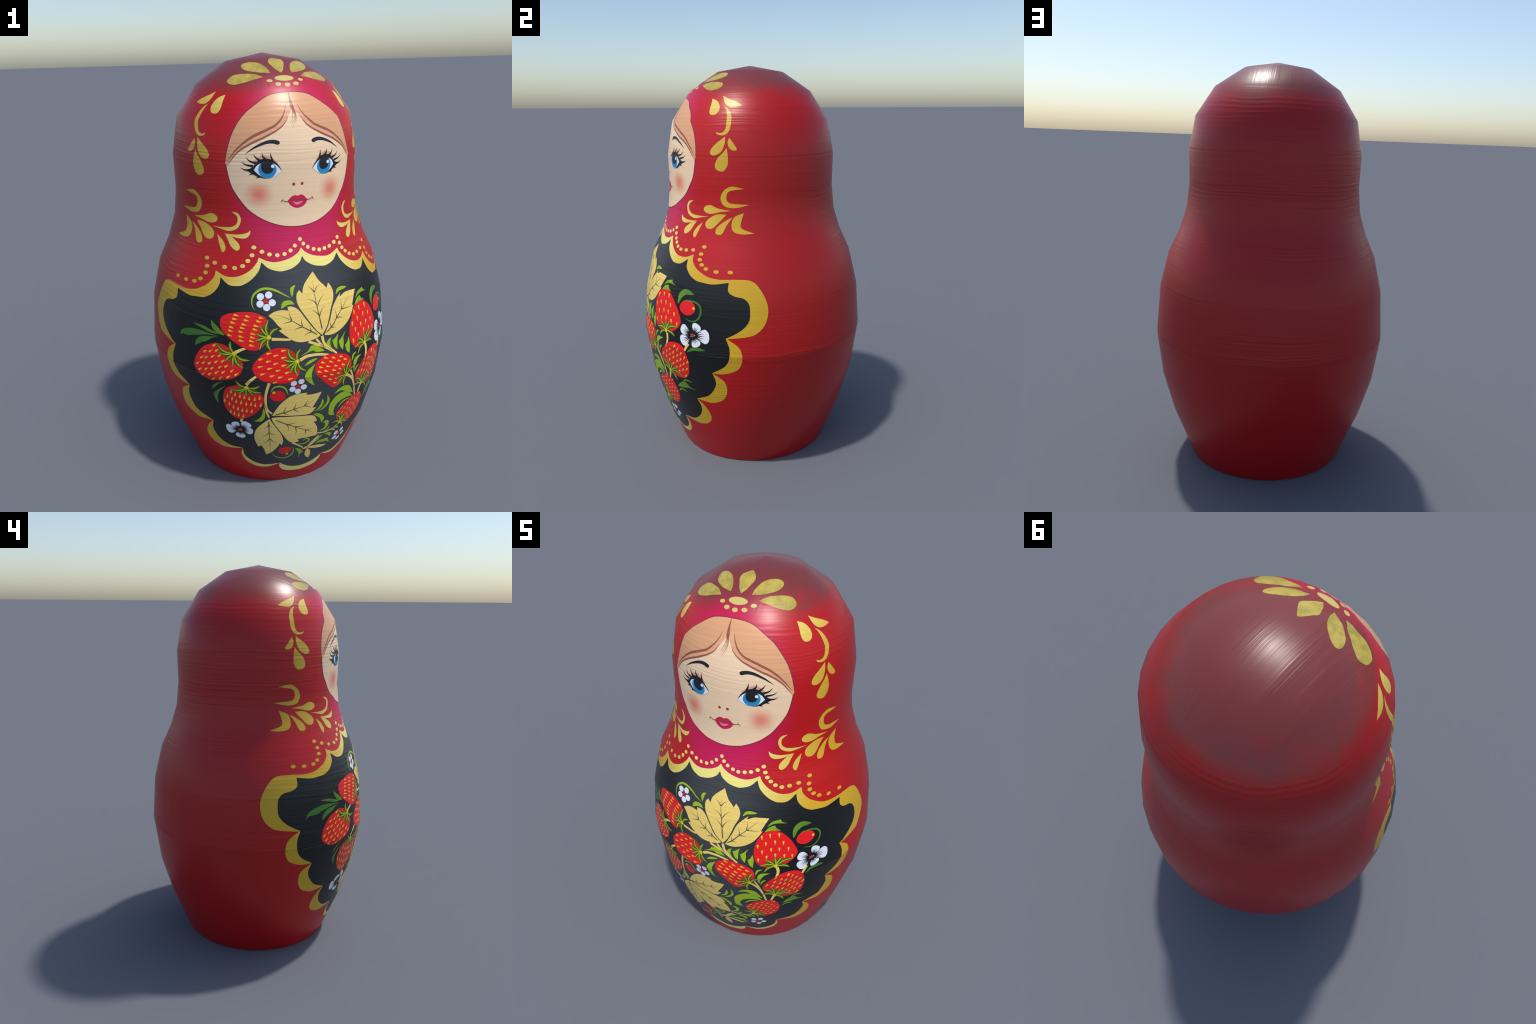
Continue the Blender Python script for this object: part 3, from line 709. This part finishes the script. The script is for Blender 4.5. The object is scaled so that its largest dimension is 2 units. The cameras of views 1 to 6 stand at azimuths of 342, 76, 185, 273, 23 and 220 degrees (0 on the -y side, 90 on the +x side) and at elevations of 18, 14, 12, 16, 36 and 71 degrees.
# small green leaves: shaped ones ...
for o in [
    [(-62.1, 0.804, 1), (-60.8, 0.834), (-56.4, 0.855), (-50.8, 0.861), (-44.8, 0.856), (-40.3, 0.85, 1), (-45.5, 0.849), (-50.9, 0.836), (-56.9, 0.821), (-60.3, 0.817)],
    [(-52.5, 0.781, 1), (-52.1, 0.806), (-50.1, 0.828), (-47, 0.839), (-40.4, 0.847, 1), (-43.4, 0.838), (-45.9, 0.82), (-49.8, 0.8)],
    [(-7.3, 1.019, 1), (-8.1, 1.046), (-7.4, 1.063), (-5.3, 1.069, 1), (-6.2, 1.055), (-6.7, 1.037)],
    [(-6.3, 0.989, 1), (-7.9, 1.006), (-10.3, 1.009), (-12, 1.001), (-12.7, 0.976, 1), (-11, 0.984), (-9.2, 0.991)],
    [(26.4, 0.952, 1), (28.5, 0.975), (32.8, 0.988, 1), (33.5, 0.975), (36, 0.965, 1), (32.2, 0.968), (29.1, 0.965)],
    [(25.1, 0.927, 1), (27, 0.947), (30, 0.959, 1), (30.8, 0.944), (32.9, 0.932, 1), (29.7, 0.933), (27.3, 0.931)],
    [(-4.7, 0.762, 1), (-1.6, 0.782), (-0.2, 0.803, 1), (1.9, 0.803), (4.2, 0.788), (6.5, 0.766, 1), (2.6, 0.769), (0.3, 0.78)],
    [(7.3, 0.8, 1), (8.3, 0.814), (9.9, 0.822, 1), (9.3, 0.807), (9.3, 0.788), (10.3, 0.765, 1), (8.8, 0.78)],
    [(10.2, 0.806, 1), (11.8, 0.815), (13.7, 0.829, 1), (13, 0.802), (12.8, 0.759, 1), (11.3, 0.774)],
    [(13.8, 0.794, 1), (15.4, 0.805), (17.8, 0.83, 1), (16.5, 0.804), (16.6, 0.776), (16, 0.744, 1), (14.5, 0.767)],
    [(17.4, 0.763, 1), (18.7, 0.776), (19.6, 0.798, 1), (20.2, 0.765), (19.8, 0.718, 1), (18.1, 0.737)],
    [(1.6, 0.716, 1), (-1.4, 0.697), (-3, 0.672), (-2.8, 0.652), (-1.1, 0.63), (1.4, 0.61, 1), (0.1, 0.645), (-0.1, 0.676)],
    [(28, 0.683, 1), (25.1, 0.686), (23, 0.681), (22, 0.663), (22.2, 0.636), (23, 0.612, 1), (23.6, 0.644), (25.1, 0.669)],
    [(12.3, 0.531, 1), (14.7, 0.548), (18.3, 0.554), (21.8, 0.539), (24.9, 0.49, 1), (20.5, 0.51), (16.7, 0.534)],
    [(25.2, 0.468, 1), (21.8, 0.504), (18, 0.521), (14.1, 0.514), (10.8, 0.488), (10.1, 0.453), (10.9, 0.416), (14.6, 0.4, 1), (13.1, 0.434), (14.4, 0.464), (17.9, 0.479), (21.8, 0.48)],
    [(2.3, 0.463, 1), (4.6, 0.481), (5.6, 0.501), (6.1, 0.524, 1), (7, 0.507), (6.3, 0.484), (4.5, 0.468)],
    [(2, 0.449, 1), (4.4, 0.447), (7, 0.429), (8.4, 0.404), (7.3, 0.379, 1), (5.9, 0.412)],
    [(7.2, 0.325, 1), (9.6, 0.338), (10, 0.362), (8.4, 0.377, 1), (10, 0.386), (11.8, 0.371), (11.7, 0.343), (9.8, 0.324)],
    [(10.6, 0.29, 1), (13.5, 0.292), (16.3, 0.275, 1), (15.5, 0.255, 1), (13, 0.28)],
    [(6.1, 0.245, 1), (9.7, 0.259), (14.2, 0.253, 1), (16.7, 0.211, 1), (12.9, 0.235), (9.3, 0.241)],
    [(-5.4, 0.242, 1), (-2.8, 0.234), (-0.3, 0.206, 1), (-1.8, 0.192), (-2.5, 0.165, 1), (-2.9, 0.204)],
    [(-38.3, 0.638, 1), (-41.4, 0.627), (-44, 0.607), (-44.7, 0.584, 1), (-42.7, 0.604), (-40.8, 0.623)],
    [(-37.5, 0.619, 1), (-41.1, 0.594), (-43.8, 0.569), (-43.8, 0.541), (-42.3, 0.511, 1), (-42.2, 0.549), (-40.9, 0.583)],
    [(-21.4, 0.512, 1), (-22.1, 0.476), (-23.8, 0.451), (-26.2, 0.437, 1), (-22.6, 0.438), (-20.9, 0.46), (-20.7, 0.492)],
    [(35.1, 0.44, 1), (37.7, 0.465), (41, 0.479), (44, 0.458), (47.9, 0.448, 1), (42.7, 0.449), (38.6, 0.44)]]:
    film('green_leaf', doll, [(blob(o), 3, GREEN_M)])
# ... and brush strokes and tendrils
for spine, w in [
    ([(-53.4, 0.886), (-47.7, 0.878), (-43.4, 0.866), (-40.4, 0.86)], .015), ([(-44.1, 0.915), (-42.7, 0.893), (-40.4, 0.873), (-37.5, 0.858)], .024),
    ([(-24.1, 0.972), (-25.5, 0.999), (-24.8, 1.034), (-21.6, 1.058), (-18.1, 1.061), (-14.1, 1.05), (-7.7, 1.017)], .0105), ([(14.5, 1), (16.8, 1.018), (21.5, 1.019)], .016),
    ([(38.8, 0.884), (40.2, 0.927), (43.5, 0.948), (48.2, 0.941)], .028), ([(40.7, 0.888), (43.9, 0.909), (50.1, 0.905), (52.6, 0.877), (51.5, 0.835), (48.1, 0.813), (43.7, 0.822)], .0095),
    ([(-3.1, 0.716), (-0.2, 0.733), (2.9, 0.739)], .013), ([(21.1, 0.675), (22.2, 0.703), (24.4, 0.709)], .010), ([(23.6, 0.605), (24.5, 0.627), (26.3, 0.641)], .012),
    ([(15.5, 0.439), (18.7, 0.465), (23.1, 0.469)], .010), ([(4.7, 0.46), (7.4, 0.473), (9.4, 0.503), (8.5, 0.539)], .013),
    ([(10.1, 0.311), (12.4, 0.319), (13, 0.335)], .010), ([(14.2, 0.3), (16, 0.3), (18.5, 0.285)], .012), ([(15.7, 0.31), (18, 0.306), (21, 0.293)], .011),
    ([(6.3, 0.255), (7.8, 0.276), (9.8, 0.291)], .015), ([(-4.3, 0.27), (-0.7, 0.265), (1.9, 0.279), (1.1, 0.295), (-0.7, 0.296), (-1.4, 0.282)], .009),
    ([(-18, 0.597), (-16.6, 0.622), (-14.2, 0.629), (-11.7, 0.616), (-10.3, 0.578)], .0085), ([(-17.9, 0.221), (-15.7, 0.192), (-12.1, 0.18), (-7.7, 0.19), (-6.1, 0.226), (-6.9, 0.258)], .0075),
    ([(39, 0.472), (41.6, 0.491), (46.1, 0.49)], .010), ([(35.1, 0.408), (37.3, 0.427), (41.3, 0.422)], .010), ([(45.1, 0.656), (48.9, 0.679), (55.2, 0.681)], .018)]:
    film('green_tendril', doll, [(blade(spine, w, 'leaf', 30), 3, GREEN_M)])

# round berries with a highlight
for c, rx, ry, tilt, hi in [([(-14.9, 0.577)][0], .034, .029, -4, [(-16.6, 0.597)][0]), ([(-10.9, 0.238)][0], .031, .026, 10, [(-9.6, 0.21)][0]),
                            ([(44.9, 0.874)][0], .047, .035, 8, [(48.7, 0.878)][0])]:
    film('round_berry', doll, [(ellipse(c, rx, ry, tilt, 28), 4, BERRY_M), (ellipse(hi, .0068), 5, SEED_M)])

# flowers of five round dabs round a red eye
for c, dabs, r in [([(-19.2, 1.011)][0], [(-21.6, 1.029), (-17.9, 1.035), (-16.4, 1.003), (-18.9, 0.984), (-21.8, 0.999)], .0152),
                   ([(-6.2, 0.62)][0], [(-8, 0.638), (-4.7, 0.643), (-3.5, 0.612), (-6.1, 0.593), (-8.5, 0.608)], .0140),
                   ([(22.3, 0.245)][0], [(20, 0.259), (24, 0.265), (26, 0.233), (23.2, 0.211), (19.7, 0.228)], .0135)]:
    film('white_flower', doll, [(ellipse(d, r), 3, WHITE_M) for d in dabs] + [(ellipse(c, .0115), 4, FLOWER_RED_M)])


def open_flower(c, tips, wide):
    """Five broad white petals with dark streaks fanning out from a red eye."""
    to, back = chart([c] + tips)
    o = to(c)
    pieces = []
    angles = [math.atan2(to(q)[1] - o[1], to(q)[0] - o[0]) for q in tips]
    full = wide
    for q, mine in zip(tips, angles):
        e = to(q)
        dx, dy = e[0] - o[0], e[1] - o[1]
        gap = min(abs((mine - other + math.pi) % (2 * math.pi) - math.pi) for other in angles if other != mine)
        wide = min(full, .75 * math.tan(gap / 2) * .87)          # neighbours do not overlap
        at = lambda f, s: back((o[0] + dx * f - dy * s, o[1] + dy * f + dx * s))
        pieces.append((blob([at(.10, 0) + (1,), at(.42, wide * .62), at(.75, wide), at(.95, wide * .66), at(1.0, 0), at(.95, -wide * .66), at(.75, -wide), at(.42, -wide * .62)]), 4, WHITE_M))
        for s, l in ((-.6 * wide, .60), (-.3 * wide, .70), (0, .74), (.3 * wide, .70), (.6 * wide, .60)):
            pieces.append((blade([at(.15, s * .25), at(l * .6, s * .75), at(l, s * 1.1)], 0.0075, 'lash', 8), 5, INK_M))
    film('white_flower', doll, pieces + [(ellipse(c, .0095), 6, FLOWER_RED_M)])


open_flower([(-33, 0.375)][0], [(-40.5, 0.367), (-36, 0.418), (-28.6, 0.424), (-26.9, 0.367), (-33.7, 0.321)], .42)
open_flower([(48.3, 0.746)][0], [(41.2, 0.774), (51.1, 0.804), (57.2, 0.75), (50.8, 0.692), (41.3, 0.701)], .46)

# ------------------------------------------------------------------ seam between the halves
pieces = []
a = -180.0
while a < 180:
    l = rng.uniform(3, 9)
    if rng.random() < .85:
        e = min(a + l, 180)
        w = rng.uniform(.0006, .0013)
        z = PROFILE[SEAM][0] + .0008
        n = max(2, int(l))
        xs = [a + (e - a) * i / n for i in range(n + 1)]
        up = [(x, z + w * rng.uniform(.5, 1.2)) for x in xs]
        dn = [(x, z - w * rng.uniform(.1, .5)) for x in xs]
        pieces.append((up + dn[::-1], 9, SEAM_M))
    a += l + rng.uniform(0, 1.0)
film('seam_line', doll, pieces)['kind'] = 'stuff'
